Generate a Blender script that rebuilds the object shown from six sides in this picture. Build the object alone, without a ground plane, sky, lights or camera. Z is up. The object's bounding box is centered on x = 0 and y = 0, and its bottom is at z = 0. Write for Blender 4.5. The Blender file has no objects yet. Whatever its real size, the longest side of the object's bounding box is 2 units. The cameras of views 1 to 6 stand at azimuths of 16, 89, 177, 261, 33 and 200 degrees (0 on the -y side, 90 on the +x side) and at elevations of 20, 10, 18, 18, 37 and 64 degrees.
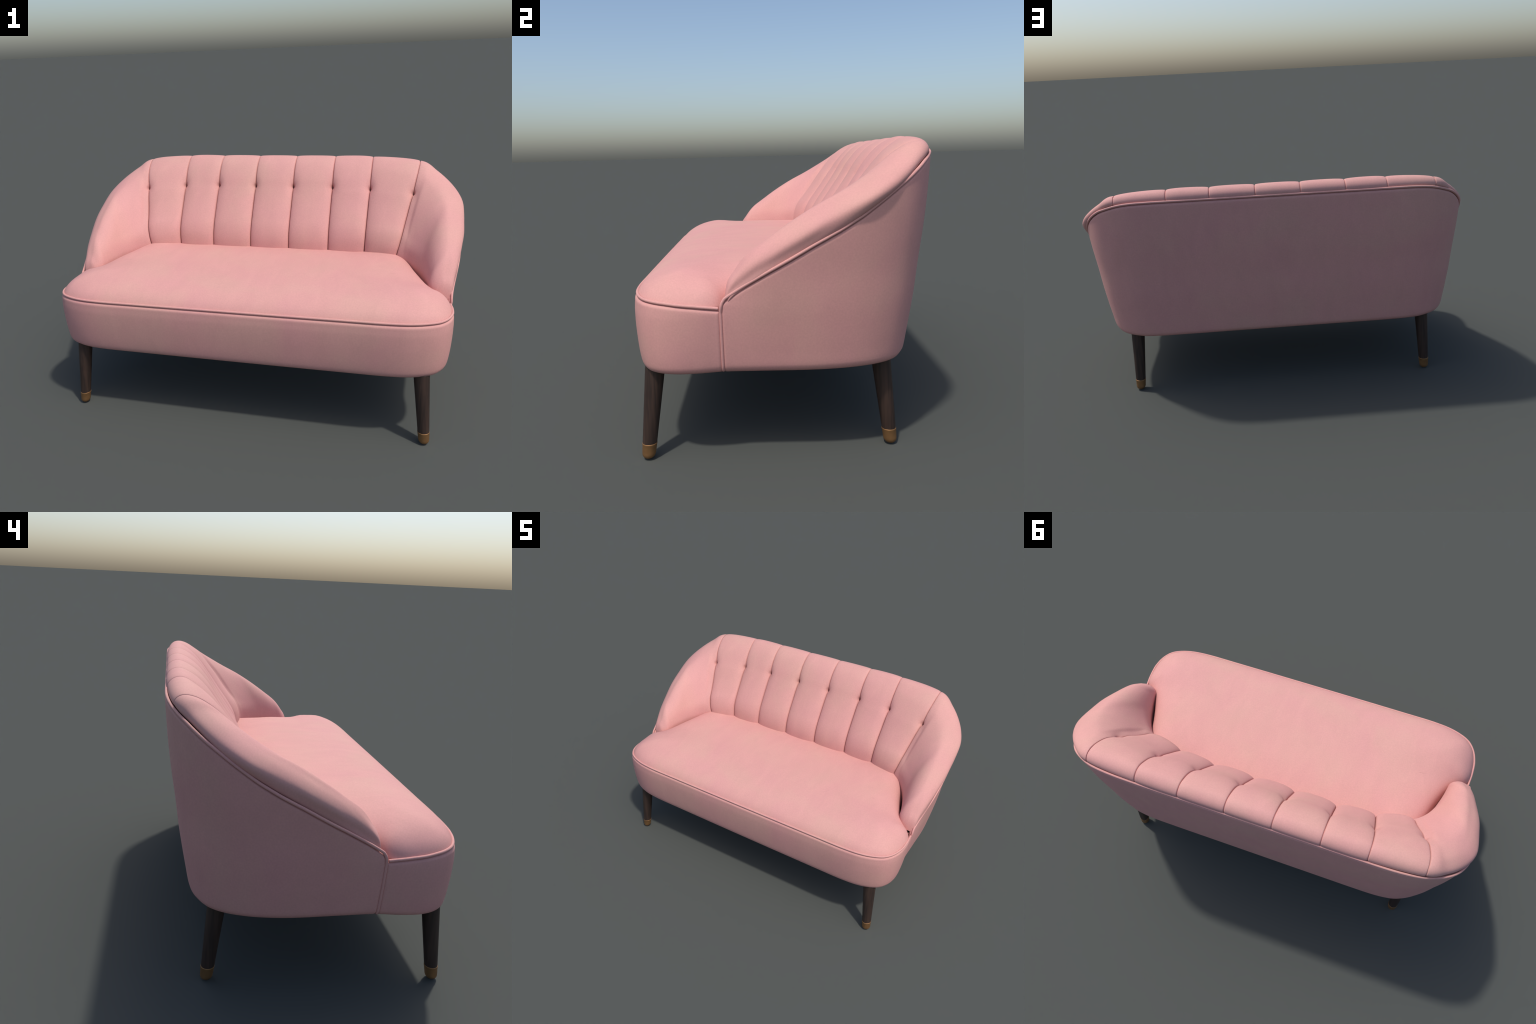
"""Pink velvet two-seat sofa: channel-tufted back, sloping arms, corded seams, tapered legs."""
import bpy, math
import numpy as np

# ------------------------------------------------------------------ helpers
def spline(P, n=None, at=None, closed=False):
    """Chord-length cubic Hermite (Catmull-Rom) through P, resampled by arc length (n) or at params."""
    P = np.asarray(P, float)
    if closed:
        P = np.vstack([P, P[:1]])
    t = np.r_[0, np.cumsum(np.linalg.norm(np.diff(P, axis=0), axis=1) ** 0.5 + 1e-9)]
    if closed:
        Pe = np.vstack([P[-2], P, P[1]])
        te = np.r_[t[0] - (t[-1] - t[-2]), t, t[-1] + (t[1] - t[0])]
    else:
        Pe = np.vstack([2 * P[0] - P[1], P, 2 * P[-1] - P[-2]])
        te = np.r_[t[0] - (t[1] - t[0]), t, t[-1] + (t[-1] - t[-2])]
    M = (Pe[2:] - Pe[:-2]) / (te[2:] - te[:-2])[:, None]

    def ev(q):
        i = np.clip(np.searchsorted(t, q, side='right') - 1, 0, len(t) - 2)
        h = (t[i + 1] - t[i])[:, None]
        s = ((q - t[i])[:, None]) / h
        return ((2 * s**3 - 3 * s**2 + 1) * P[i] + (s**3 - 2 * s**2 + s) * h * M[i]
                + (-2 * s**3 + 3 * s**2) * P[i + 1] + (s**3 - s**2) * h * M[i + 1])
    if at is not None:
        return ev(np.interp(at, np.arange(len(P)), t))
    q = np.linspace(t[0], t[-1], 1200)
    D = ev(q)
    L = np.r_[0, np.cumsum(np.linalg.norm(np.diff(D, axis=0), axis=1))]
    return ev(np.interp(np.linspace(0, L[-1], n), L, q))

def loft_along(knots, grid, u):
    """grid[k] = k-th section (points); cubic interpolation over the knot parameter."""
    K, G = np.asarray(knots, float), np.asarray(grid, float)
    M = np.zeros_like(G)
    M[1:-1] = (G[2:] - G[:-2]) / (K[2:] - K[:-2])[:, None, None]
    M[0], M[-1] = (G[1] - G[0]) / (K[1] - K[0]), (G[-1] - G[-2]) / (K[-1] - K[-2])
    i = np.clip(np.searchsorted(K, u, side='right') - 1, 0, len(K) - 2)
    h = (K[i + 1] - K[i])[:, None, None]
    s = (np.asarray(u) - K[i])[:, None, None] / h
    return ((2 * s**3 - 3 * s**2 + 1) * G[i] + (s**3 - 2 * s**2 + s) * h * M[i]
            + (-2 * s**3 + 3 * s**2) * G[i + 1] + (s**3 - s**2) * h * M[i + 1])

def smooth(a, b, x):
    t = np.clip((np.asarray(x, float) - a) / (b - a), 0, 1)
    return t * t * (3 - 2 * t)

def grid_normals(G):
    du, dv = np.gradient(G, axis=0), np.gradient(G, axis=1)
    n = np.cross(du, dv)
    return n / (np.linalg.norm(n, axis=2, keepdims=True) + 1e-12)

def add_mesh(name, verts, faces, mat, parent, smooth_shade=True):
    me = bpy.data.meshes.new(name)
    me.from_pydata([tuple(map(float, v)) for v in verts], [], faces)
    me.validate()
    if smooth_shade:
        me.polygons.foreach_set('use_smooth', [True] * len(me.polygons))
    me.materials.append(mat)
    ob = bpy.data.objects.new(name, me)
    bpy.context.scene.collection.objects.link(ob)
    ob.parent = parent
    return ob

def grid_faces(nu, nv, wrap=False, flip=False):
    F = []
    for i in range(nu if wrap else nu - 1):
        a, b = i * nv, ((i + 1) % nu) * nv
        for j in range(nv - 1):
            f = (a + j, b + j, b + j + 1, a + j + 1)
            F.append(f[::-1] if flip else f)
    return F

def grid_mesh(name, G, mat, parent, flip=False, wrap=False):
    return add_mesh(name, G.reshape(-1, 3), grid_faces(G.shape[0], G.shape[1], wrap, flip), mat, parent)

def cord_mesh(name, path, radius, mat, parent, closed=False, sides=12):
    """Round fabric cord swept along a path."""
    P = np.asarray(path, float)
    T = np.gradient(P, axis=0)
    T /= np.linalg.norm(T, axis=1, keepdims=True)
    ref = np.array([0, 0, 1.0])
    N = np.cross(T, ref)
    bad = np.linalg.norm(N, axis=1) < 1e-3
    N[bad] = (1, 0, 0)
    # parallel transport
    n = N[0] / np.linalg.norm(N[0])
    rows = []
    for k in range(len(P)):
        n = n - T[k] * (n @ T[k]); n /= np.linalg.norm(n)
        b = np.cross(T[k], n)
        rows.append([P[k] + radius * (math.cos(a) * n + math.sin(a) * b)
                     for a in np.linspace(0, 2 * math.pi, sides, endpoint=False)])
    V = np.array(rows).reshape(-1, 3)
    F = []
    for i in range(len(P) - 1):
        for j in range(sides):
            k = (j + 1) % sides
            F.append((i * sides + j, i * sides + k, (i + 1) * sides + k, (i + 1) * sides + j))
    F.append(tuple(range(sides))[::-1])
    F.append(tuple(range((len(P) - 1) * sides, len(P) * sides)))
    return add_mesh(name, V, F, mat, parent)

# ---------------------------------------------------------------- materials
def new_material(name):
    m = bpy.data.materials.new(name)
    m.use_nodes = True
    nt = m.node_tree
    return m, nt, nt.nodes['Principled BSDF']

def velvet_material():
    m, nt, bs = new_material('pink_velvet')
    N, L = nt.nodes, nt.links
    tc = N.new('ShaderNodeTexCoord')
    def noise(scale, detail, rough, vec=None, dist=0.0):
        n = N.new('ShaderNodeTexNoise')
        n.inputs['Scale'].default_value = scale
        n.inputs['Detail'].default_value = detail
        n.inputs['Roughness'].default_value = rough
        n.inputs['Distortion'].default_value = dist
        L.new(vec or tc.outputs['Object'], n.inputs['Vector'])
        return n
    def ramp(src, stops):
        r = N.new('ShaderNodeValToRGB')
        e = r.color_ramp.elements
        e[0].position, e[0].color = stops[0][0], (*stops[0][1], 1)
        e[1].position, e[1].color = stops[-1][0], (*stops[-1][1], 1)
        for p, c in stops[1:-1]:
            x = e.new(p); x.color = (*c, 1)
        L.new(src, r.inputs['Fac'])
        return r
    # broad hue drift between rose and peach
    broad = noise(3.2, 3.0, 0.55, dist=0.4)
    hue = ramp(broad.outputs['Fac'], [(0.34, ROSE), (0.5, MID), (0.66, PEACH)])
    # brushed nap: faint streaks, stretched
    mp = N.new('ShaderNodeMapping')
    mp.inputs['Scale'].default_value = (9.0, 4.0, 4.5)
    mp.inputs['Rotation'].default_value = (0.3, 0.1, 0.5)
    L.new(tc.outputs['Object'], mp.inputs['Vector'])
    nap = noise(1.6, 5.0, 0.6, mp.outputs['Vector'], 0.6)
    napv = ramp(nap.outputs['Fac'], [(0.3, (0.965, 0.965, 0.965)), (0.7, (1.02, 1.02, 1.02))])
    fine = noise(160.0, 3.0, 0.6)
    finev = ramp(fine.outputs['Fac'], [(0.25, (0.94, 0.94, 0.94)), (0.75, (1.05, 1.05, 1.05))])
    def mul(a, b):
        x = N.new('ShaderNodeMix'); x.data_type = 'RGBA'; x.blend_type = 'MULTIPLY'
        x.inputs[0].default_value = 1.0
        L.new(a, x.inputs[6]); L.new(b, x.inputs[7])
        return x.outputs[2]
    col = mul(mul(hue.outputs['Color'], napv.outputs['Color']), finev.outputs['Color'])
    L.new(col, bs.inputs['Base Color'])
    bs.inputs['Roughness'].default_value = 0.75
    bs.inputs['Specular IOR Level'].default_value = 0.4
    bs.inputs['Sheen Weight'].default_value = SHEEN
    bs.inputs['Sheen Roughness'].default_value = 0.45
    bs.inputs['Sheen Tint'].default_value = (1.0, 0.80, 0.78, 1)
    bump = N.new('ShaderNodeBump')
    bump.inputs['Strength'].default_value = 0.10
    bump.inputs['Distance'].default_value = 0.002
    L.new(fine.outputs['Fac'], bump.inputs['Height'])
    L.new(bump.outputs['Normal'], bs.inputs['Normal'])
    return m

def wood_material():
    m, nt, bs = new_material('dark_walnut')
    N, L = nt.nodes, nt.links
    tc = N.new('ShaderNodeTexCoord')
    mp = N.new('ShaderNodeMapping')
    mp.inputs['Scale'].default_value = (95.0, 95.0, 3.5)
    L.new(tc.outputs['Object'], mp.inputs['Vector'])
    n = N.new('ShaderNodeTexNoise')
    n.inputs['Scale'].default_value = 1.0
    n.inputs['Detail'].default_value = 4.0
    n.inputs['Distortion'].default_value = 0.5
    L.new(mp.outputs['Vector'], n.inputs['Vector'])
    r = N.new('ShaderNodeValToRGB')
    e = r.color_ramp.elements
    e[0].position, e[0].color = 0.32, (0.026, 0.017, 0.014, 1)
    e[1].position, e[1].color = 0.72, (0.062, 0.036, 0.026, 1)
    L.new(n.outputs['Fac'], r.inputs['Fac'])
    L.new(r.outputs['Color'], bs.inputs['Base Color'])
    bs.inputs['Roughness'].default_value = 0.5
    bs.inputs['Specular IOR Level'].default_value = 0.35
    bump = N.new('ShaderNodeBump')
    bump.inputs['Strength'].default_value = 0.1
    bump.inputs['Distance'].default_value = 0.001
    L.new(n.outputs['Fac'], bump.inputs['Height'])
    L.new(bump.outputs['Normal'], bs.inputs['Normal'])
    return m

def brass_material():
    m, nt, bs = new_material('aged_brass')
    N, L = nt.nodes, nt.links
    tc = N.new('ShaderNodeTexCoord')
    n = N.new('ShaderNodeTexNoise')
    n.inputs['Scale'].default_value = 40.0
    L.new(tc.outputs['Object'], n.inputs['Vector'])
    r = N.new('ShaderNodeValToRGB')
    e = r.color_ramp.elements
    e[0].position, e[0].color = 0.3, (0.27, 0.142, 0.058, 1)
    e[1].position, e[1].color = 0.7, (0.32, 0.17, 0.07, 1)
    L.new(n.outputs['Fac'], r.inputs['Fac'])
    L.new(r.outputs['Color'], bs.inputs['Base Color'])
    bs.inputs['Metallic'].default_value = 0.65
    bs.inputs['Roughness'].default_value = 0.5
    return m

ROSE, MID, PEACH = (0.615, 0.299, 0.278), (0.617, 0.309, 0.278), (0.608, 0.321, 0.278)
SHEEN = 0.0
velvet, wood, brass = velvet_material(), wood_material(), brass_material()

# -------------------------------------------------------------------- thing
sofa = bpy.data.objects.new('sofa', None)
bpy.context.scene.collection.objects.link(sofa)
sofa['label'] = 'pink velvet two-seat sofa with channel-tufted back and tapered wooden legs'
sofa['category'] = 'sofa'

# --------------------------------------------------- plan of the upholstered hull
# half plan (x >= 0) at z = 0.57 from the middle of the back round to the middle of the front
PLAN_HALF = [(0, .489), (.3, .489), (.52, .489), (.64, .487), (.72, .479), (.775, .465), (.838, .434), (.876, .403),
             (.905, .365), (.930, .315), (.950, .25), (.962, .18), (.968, .10), (.967, 0), (.961, -.10), (.952, -.21),
             (.957, -.29), (.954, -.37), (.932, -.438), (.887, -.489), (.801, -.524), (.69, -.538),
             (.5, -.540), (0, -.541)]
SHIFT_X = -.006        # the hull sits slightly to one side of the bounding box middle
full = PLAN_HALF + [(-x, y) for x, y in PLAN_HALF[-2:0:-1]]
NPLAN = 2400
plan = spline(full, n=NPLAN + 1, closed=True)[:-1]
tan = np.roll(plan, -1, 0) - np.roll(plan, 1, 0)
tan /= np.linalg.norm(tan, axis=1, keepdims=True)
nrm = np.stack([-tan[:, 1], tan[:, 0]], 1)          # outward for this orientation
if (nrm * plan).sum() < 0:
    nrm = -nrm
plan[:, 0] += SHIFT_X
arc = np.r_[0, np.cumsum(np.linalg.norm(np.diff(plan, axis=0), axis=1))]

SHELL_OFF = [(.322, -.095), (.3225, -.075), (.325, -.060), (.331, -.048), (.340, -.040), (.355, -.034), (.41, -.025),
             (.489, -.012), (.57, 0), (.68, .013), (.80, .029), (.906, .040), (1.036, .049), (1.08, .050)]
FRONT_OFF = [(.322, -.095), (.3225, -.056), (.325, -.037), (.331, -.025), (.340, -.017), (.355, -.012), (.40, -.006),
             (.47, -.001), (.53, 0), (.56, -.002), (.58, -.004), (.60, -.009), (1.08, -.10)]
def curve1(pts):
    d = spline(np.array(pts), n=400)
    return d[:, 0], d[:, 1]
SHELL_C, FRONT_C = curve1(SHELL_OFF), curve1(FRONT_OFF)
def off(z, y):
    a = np.interp(z, *SHELL_C); b = np.interp(z, *FRONT_C)
    w = smooth(0., -.46, y)
    return a * (1 - w) + b * w

TOP_EDGE = [(-.213, .560), (-.209, .580), (-.198, .597), (-.184, .607), (-.135, .639), (-.06, .684), (.021, .730),
            (.092, .772), (.177, .818), (.25, .862), (.313, .906), (.366, .944), (.409, .974), (.447, 1.002),
            (.475, 1.023), (.49, 1.032), (.512, 1.047), (.525, 1.056), (.533, 1.061), (.538, 1.063), (.7, 1.063)]
SEAM_Y = -.213
def shell_top(py, ny):
    z = .8
    for _ in range(30):
        z = float(np.interp(py + ny * float(off(z, py)), *zip(*TOP_EDGE)))
    return z
def seat_rim(y):
    return float(np.interp(y, [-.56, -.50, -.40, -.30, -.21], [.590, .589, .583, .573, .562]))

EDGE_R = .0135
def edge_tuck(d):
    t = np.clip(1 - np.asarray(d, float) / EDGE_R, 0, 1)
    return EDGE_R * (1 - np.sqrt(np.clip(1 - t * t, 0, 1)))

def bottom_lift(i):        # the bottom line sags slightly towards the front
    k = abs(nrm[i, 0]) ** 1.5
    return .0075 * k + (1 - k) * (.001 if plan[i, 1] < 0 else .002)

def hull_panel(name, idx, ztop):
    """Vertical upholstered panel following the plan over the index run idx."""
    a = arc[idx] if arc[idx[-1]] > arc[idx[0]] else np.r_[0, np.cumsum(
        np.linalg.norm(np.diff(plan[idx], axis=0), axis=1))]
    a = np.r_[0, np.cumsum(np.linalg.norm(np.diff(plan[idx], axis=0), axis=1))]
    ds = np.minimum(a, a[-1] - a)
    low = [.322, .3221, .3225, .3235, .325, .328, .331, .335, .340, .347, .355]
    wtop = np.array([0, .0006, .002, .004, .0065, .0095, .013, .02])
    rows = []
    for k, i in enumerate(idx):
        zt = ztop[k]
        z = np.r_[zt - wtop, np.linspace(zt - .02, .355, 30)[1:-1], low[::-1]]
        w = zt - z
        o = off(z, plan[i, 1])
        d = np.minimum(w, ds[k])
        o = o - edge_tuck(d)
        if True:   # inner return of the top edge
            z = np.r_[zt - .02, zt - .008, z]
            o = np.r_[o[0] - .006, o[0] - .004, o]
        z = z + bottom_lift(i) * (1 - smooth(.335, .45, z))
        rows.append(np.c_[plan[i, 0] + nrm[i, 0] * o, plan[i, 1] + nrm[i, 1] * o, z])
    return grid_mesh(name, np.array(rows), velvet, sofa, flip=True)

right = np.where(plan[:, 0] > 0)[0]
seamR = right[np.argmin(abs(plan[right, 1] - SEAM_Y))]
left = np.where(plan[:, 0] < 0)[0]
seamL = left[np.argmin(abs(plan[left, 1] - SEAM_Y))]
fwd = np.array([(seamL + k) % NPLAN for k in range((seamR - seamL) % NPLAN + 1)])
bwd = np.array([(seamR + k) % NPLAN for k in range((seamL - seamR) % NPLAN + 1)])
shell_idx, front_idx = (fwd, bwd) if plan[fwd[len(fwd) // 2], 1] > 0 else (bwd, fwd)
def thin(idx, step):       # keep ends dense, thin the middle
    n = len(idx); keep = sorted(set(list(range(0, 14)) + list(range(14, n - 14, step)) + list(range(n - 14, n))))
    return idx[keep]
shell_i, front_i = thin(shell_idx, 5), thin(front_idx, 5)
shell_z = np.array([shell_top(plan[i, 1], nrm[i, 1]) for i in shell_i])
hull_panel('outer_shell', shell_i, shell_z - .004)
hull_panel('seat_base', front_i, np.array([seat_rim(plan[i, 1]) for i in front_i]) - .004)

# underside board
ui = np.arange(0, NPLAN, 20)
o = -.068
ring = plan[ui] + nrm[ui] * o
V = [(x, y, .336) for x, y in ring] + [(0, 0, .336)]
F = [(k, (k + 1) % len(ring), len(ring)) for k in range(len(ring))]
add_mesh('underside', V, F, velvet, sofa, smooth_shade=False)

# cords
CORD = .0056
def on_hull(i, z, out):
    o = float(off(z - bottom_lift(i) * (1 - smooth(.335, .45, z)), plan[i, 1])) + out
    return (plan[i, 0] + nrm[i, 0] * o, plan[i, 1] + nrm[i, 1] * o, z)
def seam_end(i, rising):
    col = [on_hull(i, z, -.0045) for z in np.linspace(.341, .552, 26)]
    return col if rising else col[::-1]
mid = [on_hull(i, z + .002, -.0055 + .004 * abs(nrm[i, 0])) for i, z in zip(shell_i, shell_z)]
path = spline(np.array(seam_end(shell_i[0], True) + mid[1:-1:2] + seam_end(shell_i[-1], False)), n=700)
cord_mesh('shell_piping', path, CORD, velvet, sofa)
path = spline(np.array([on_hull(i, seat_rim(plan[i, 1]) + .002, -.005) for i in front_i[3:-3]]), n=500)
cord_mesh('seat_piping', path, CORD, velvet, sofa)

# -------------------------------------------------------------- seat cushion
OUT_HALF = [(0, .262), (.30, .262), (.52, .256), (.63, .240), (.70, .205), (.742, .155), (.766, .10), (.783, .045),
            (.797, -.005), (.814, -.055), (.835, -.105), (.862, -.15), (.897, -.188), (.929, -.218), (.946, -.26), (.948, -.31),
            (.941, -.376), (.919, -.436), (.875, -.480), (.793, -.512), (.68, -.525), (.5, -.527), (0, -.528)]
oc = spline(OUT_HALF + [(-x, y) for x, y in OUT_HALF[-2:0:-1]], n=481, closed=True)[:-1]
dense = spline(OUT_HALF + [(-x, y) for x, y in OUT_HALF[-2:0:-1]], n=1601, closed=True)[:-1]
def dist_out(p):
    return np.sqrt(((p[:, None, :] - dense[None]) ** 2).sum(2)).min(1)
spine = np.c_[np.clip(oc[:, 0] * .72, -.66, .66), np.full(len(oc), -.15)]
rings = []
fr = np.r_[0, .004, .01, .018, .028, .042, .06, .08, .105, .14, .18, .23, .29, .36, .44, .53, .63, .74, .86, 1.0]
for f in fr:
    p = oc * (1 - f) + spine * f
    d = dist_out(p) if f > 0 else np.zeros(len(oc))
    arm_side = smooth(-.34, -.02, p[:, 1])            # where the cushion is tucked against the arms and back
    rim = np.interp(p[:, 1], [-.56, -.50, -.40, -.30, -.21, -.1], [.590, .589, .583, .573, .566, .585])
    zc = .681 + smooth(.0, .2, p[:, 1]) * (-.011 + .017 * smooth(.45, .70, np.abs(p[:, 0])))
    zc = zc + .004 * smooth(.45, .75, np.abs(p[:, 0])) * smooth(-.15, -.38, p[:, 1])
    A = (zc - rim)
    soft = .90 * np.exp(-d / .076) + .10 * np.exp(-d / .010)
    firm = .45 * np.exp(-d / .055) + .55 * np.exp(-d / .014)
    z = zc - A * (soft * (1 - arm_side) + firm * arm_side)
    rings.append(np.c_[p[:, 0] + SHIFT_X, p[:, 1], z])
under = rings[0] * (.99, .99, 1) - (0, 0, .04)
G = np.array([under] + rings).transpose(1, 0, 2)
grid_mesh('seat_cushion', G, velvet, sofa, wrap=True)

# -------------------------------------------------- back rest and arms (one lofted form)
NV = 96
def profile(I, R, B, O, steps, gap=.010):
    """Section from the seat (I) up the inner face over the ridge (R), shoulder (B) down to the cord (O)."""
    I, R, B, O = map(np.array, (I, R, B, O))
    pts = [I + (0, 0, -.08), I + (0, 0, -.03)]
    for f, g in steps:
        pts.append(np.r_[I[:2] + (R[:2] - I[:2]) * f, I[2] + (R[2] - I[2]) * g])
    q = R + (B - R) * .55; q[2] = R[2] + (B[2] - R[2]) * .27
    m = B + (O - B) * .55
    inn = (R[:2] - O[:2]); inn /= np.linalg.norm(inn) + 1e-9
    m[:2] += inn * .002
    e = O.copy(); e[:2] += inn * gap; e[2] += .003
    t = O.copy(); t[:2] += inn * .026; t[2] -= .006
    pts += [q, B, m, e, t]
    return pts
ARM = [(0, 0), (.045, .16), (.11, .32), (.225, .51), (.38, .685), (.57, .84), (.785, .955), (1, 1)]
def yz_section(x0, x1, yz):
    zs = np.array([p[1] for p in yz]); f = np.clip((zs - .66) / (1.10 - .66), 0, 1)
    f = np.maximum.accumulate(f)
    return [(x0 + (x1 - x0) * k, y, z) for k, (y, z) in zip(f, yz)]
MIDDLE = [(.186, .58), (.186, .62), (.187, .66), (.193, .71), (.212, .765), (.245, .82), (.293, .890), (.330, .948),
          (.361, 1.005), (.397, 1.055), (.427, 1.084), (.465, 1.107), (.489, 1.113), (.514, 1.106), (.531, 1.088), (.533, 1.067), (.520, 1.054)]
THIRD = [(.172, .58), (.172, .62), (.173, .66), (.180, .72), (.197, .767), (.232, .82), (.283, .890), (.322, .948),
         (.360, 1.005), (.397, 1.053), (.427, 1.082), (.460, 1.106), (.485, 1.112), (.510, 1.105), (.527, 1.087), (.530, 1.067), (.517, 1.054)]
FOURTH = [(.124, .58), (.124, .62), (.126, .67), (.131, .712), (.152, .763), (.189, .808), (.229, .860), (.272, .922),
          (.318, .985), (.362, 1.038), (.408, 1.073), (.438, 1.088), (.463, 1.094), (.485, 1.092), (.502, 1.080), (.508, 1.060), (.492, 1.046)]
def blend_steps(k):      # arms are rounder than the reclined back
    back = [(0, 0), (.03, .16), (.13, .27), (.27, .41), (.42, .57), (.58, .73), (.78, .90), (1, 1)]
    return [(a[0] * (1 - k) + b[0] * k, a[1] * (1 - k) + b[1] * k) for a, b in zip(back, ARM)]
SECTIONS = [
    (0, yz_section(0, 0, MIDDLE)),
    (1, yz_section(.108, .109, MIDDLE)),
    (2, yz_section(.326, .328, MIDDLE)),
    (3, yz_section(.520, .534, THIRD)),
    (4, yz_section(.684, .784, FOURTH)),
    (4.8, profile((.738, .098, .65), (.848, .400, 1.053), (.877, .445, 1.041), (.886, .454, 1.008), blend_steps(.35))),
    (5.5, profile((.772, .055, .65), (.905, .332, 1.006), (.954, .370, .978), (.950, .385, .952), blend_steps(.6))),
    (6.1, profile((.799, .003, .645), (.936, .250, .957), (.995, .287, .926), (.984, .309, .900), blend_steps(.8))),
    (6.7, profile((.816, -.047, .64), (.946, .163, .911), (1.001, .192, .877), (.996, .218, .841), ARM)),
    (7.3, profile((.829, -.092, .64), (.947, .069, .858), (.999, .089, .822), (.991, .108, .779), ARM, .004)),
    (7.9, profile((.838, -.132, .635), (.939, -.027, .798), (.984, -.011, .763), (.979, .008, .719), ARM, .004)),
    (8.45, profile((.845, -.165, .63), (.924, -.108, .743), (.965, -.099, .713), (.968, -.092, .660), ARM, .004)),
    (8.85, profile((.862, -.188, .612), (.914, -.160, .684), (.949, -.158, .666), (.955, -.156, .615), ARM, .004)),
    (9.15, profile((.880, -.200, .59), (.910, -.193, .634), (.941, -.190, .620), (.951, -.187, .585), ARM, .004)),
    (9.3, profile((.898, -.204, .56), (.912, -.202, .580), (.930, -.200, .575), (.941, -.198, .555), ARM)),
]
half_k = [s[0] for s in SECTIONS]
half_g = [spline(s[1], n=NV) for s in SECTIONS]
knots = [-k for k in half_k[:0:-1]] + half_k
grid = [g * np.array([-1, 1, 1]) for g in half_g[:0:-1]] + half_g

SEAMS = [-4, -3, -2, -1, 1, 2, 3, 4]
VD = None
def base_surface(u):
    G = loft_along(knots, grid, u)
    x = G[:, :, 0]
    G[:, :, 0] = x - .009 * np.clip(1 - (np.abs(x) / .95) ** 3, 0, 1)     # seams sit a touch to one side
    return G
vv = np.linspace(0, 1, NV)
def dimple_v():
    g = half_g[2]
    inner = np.where(g[:, 1] < .45)[0]
    return vv[inner[np.argmin(abs(g[inner, 2] - .972))]]
VD = dimple_v()

def seam_effect(G, du_m, dv_m):
    """Sunk stitched line with one pulled button point; du_m, dv_m are metres from seam / button."""
    g = -.0075 * np.exp(-(du_m / .0020) ** 2) - .003 * np.exp(-du_m / .006)
    pull = -.024 * np.exp(-(du_m / .008) ** 2 - (dv_m / .009) ** 2) \
           - .010 * np.exp(-(du_m / .024) ** 2 - (dv_m / .040) ** 2)
    return g + pull

def relax(G, rounds):
    """Shrink-free (Taubin) smoothing of a point grid; the border stays put."""
    G = G.copy()
    for k in range(rounds):
        f = .5 if k % 2 == 0 else -.515
        lap = np.zeros_like(G)
        lap[1:-1, 1:-1] = .25 * (G[1:-1, :-2] + G[1:-1, 2:] + G[:-2, 1:-1] + G[2:, 1:-1]) - G[1:-1, 1:-1]
        G += f * lap
    return G

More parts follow.
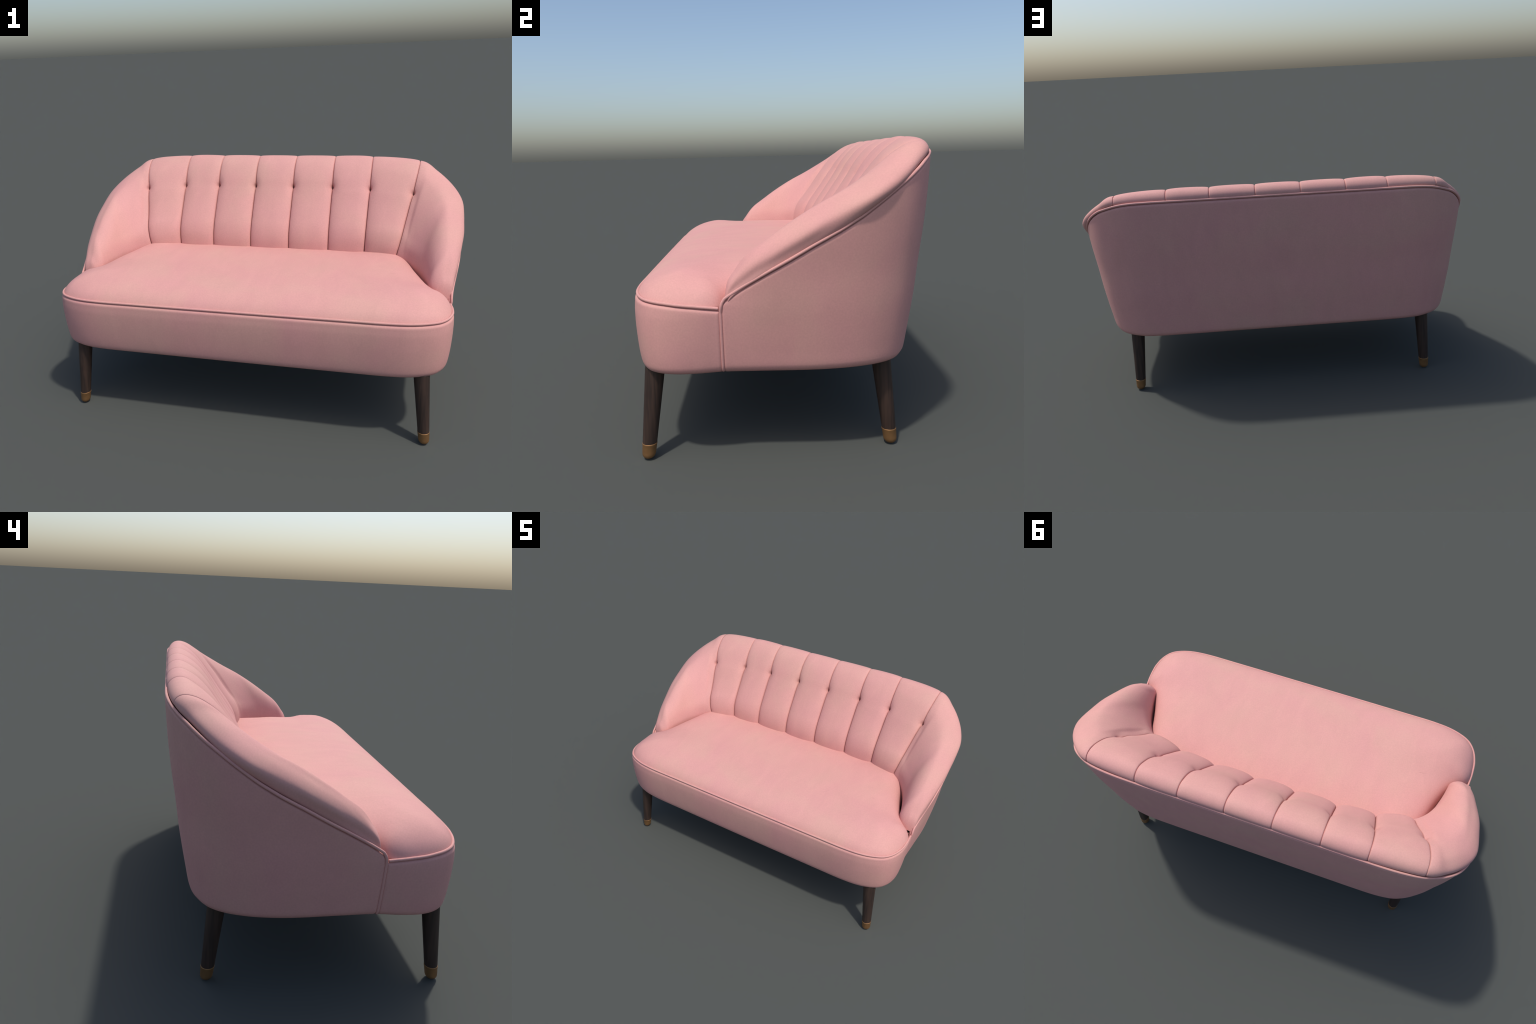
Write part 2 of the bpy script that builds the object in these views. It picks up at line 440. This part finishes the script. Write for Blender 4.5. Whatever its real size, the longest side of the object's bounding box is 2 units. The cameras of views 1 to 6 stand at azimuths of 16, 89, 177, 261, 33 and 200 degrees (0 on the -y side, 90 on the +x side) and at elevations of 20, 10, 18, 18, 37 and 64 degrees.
def upholster(name, u0, u1, n, crease0, crease1, puff):
    w = np.linspace(0, 1, n)
    w = .5 - .5 * np.cos(np.pi * w) if crease0 and crease1 else w
    if crease0 and not crease1: w = w ** 1.8
    if crease1 and not crease0: w = 1 - (1 - w) ** 1.8
    u = u0 + (u1 - u0) * w
    G = base_surface(u)
    if crease0 != crease1:                      # even out the rolled arm in both directions
        G = relax(G, 240)
    Nn = grid_normals(G)
    seg = np.linalg.norm(np.diff(G, axis=0), axis=2)
    a = np.vstack([np.zeros((1, NV)), np.cumsum(seg, axis=0)])
    width = a[-1]
    segv = np.linalg.norm(np.diff(G, axis=1), axis=2)
    b = np.hstack([np.zeros((n, 1)), np.cumsum(segv, axis=1)])
    bd = np.array([np.interp(VD, vv, b[k]) for k in range(n)])[:, None]
    dv = b - bd
    h = np.zeros((n, NV))
    if crease0 and crease1:
        t = 2 * a / width - 1
        prof = np.clip(1 - np.abs(t) ** 2.6, 0, 1) ** .75
        amp = puff * np.interp(vv, [0, .2, .55, .75, .9, 1], [.8, 1, 1, .5, .12, .0])
        # the padding is drawn in a little along the button row
        amp = amp[None] * (1 - .06 * np.exp(-(dv / .07) ** 2))
        h += amp * prof
    if crease0 != crease1:                      # arm pad swells away from its only seam
        q = a if crease0 else width - a
        h += .010 * (1 - np.exp(-q / .024)) * np.exp(-(q / .15) ** 2) * np.interp(vv, [0, .25, .75, .9, 1], [.5, 1, .35, .1, 0])
    fade = np.interp(vv, [0, .6, .75, .985, 1], [1, 1, .75, .5, .4])
    if crease0: h += seam_effect(G, a, dv) * fade
    if crease1: h += seam_effect(G, width - a, dv) * fade
    # outward = away from the hull interior: inner face looks to the front / up
    k = int(NV * .45)
    c = Nn[n // 2, k]
    sgn = 1.0 if (c[2] > 0) else -1.0
    G = G + sgn * Nn * h[:, :, None]
    return grid_mesh(name, G, velvet, sofa, flip=(sgn < 0))

stops = SEAMS
for s0, s1 in zip(stops[:-1], stops[1:]):
    upholster('backrest_channel', s0, s1, 60, True, True, .023)
upholster('armrest', 4, 9.3, 150, True, False, 0)
upholster('armrest', -9.3, -4, 150, False, True, 0)

# ---------------------------------------------------------------------- legs
def revolve(name, prof, base, top, mat, parent, sides=32):
    base, top = np.array(base, float), np.array(top, float)
    ax = (top - base) / (top[2] - base[2])            # shear: horizontal rings
    V, F = [], []
    for r, z in prof:
        c = base + ax * (z - base[2])
        for a in np.linspace(0, 2 * math.pi, sides, endpoint=False):
            V.append((c[0] + r * math.cos(a), c[1] + r * math.sin(a), z))
    for i in range(len(prof) - 1):
        for j in range(sides):
            k = (j + 1) % sides
            F.append((i * sides + j, i * sides + k, (i + 1) * sides + k, (i + 1) * sides + j))
    F.append(tuple(range(sides))[::-1])
    F.append(tuple(range((len(prof) - 1) * sides, len(prof) * sides)))
    return add_mesh(name, V, F, mat, parent)

LEGS = [((.852, -.497, 0), (.826, -.460, .33)), ((.790, .384, 0), (.775, .348, .33))]
for sx in (1, -1):
    for b, t in LEGS:
        b = (b[0] * sx - .002, b[1], 0); t = (t[0] * sx - .002, t[1], t[2])
        lg = revolve('leg', [(.0225, .052), (.0248, .054), (.0258, .060), (.0355, .335), (.0355, .345)], b, t, wood, sofa)
        dome = [(.0245 * math.sin(a) ** .8, .022 - .022 * math.cos(a)) for a in np.linspace(.12, math.pi / 2, 9)]
        fp = [(.004, 0.0)] + dome + [(.0262, .052), (.0269, .0545), (.0269, .0575), (.0263, .0585), (.024, .0585)]
        revolve('ferrule', fp, b, t, brass, lg)

bpy.context.view_layer.update()
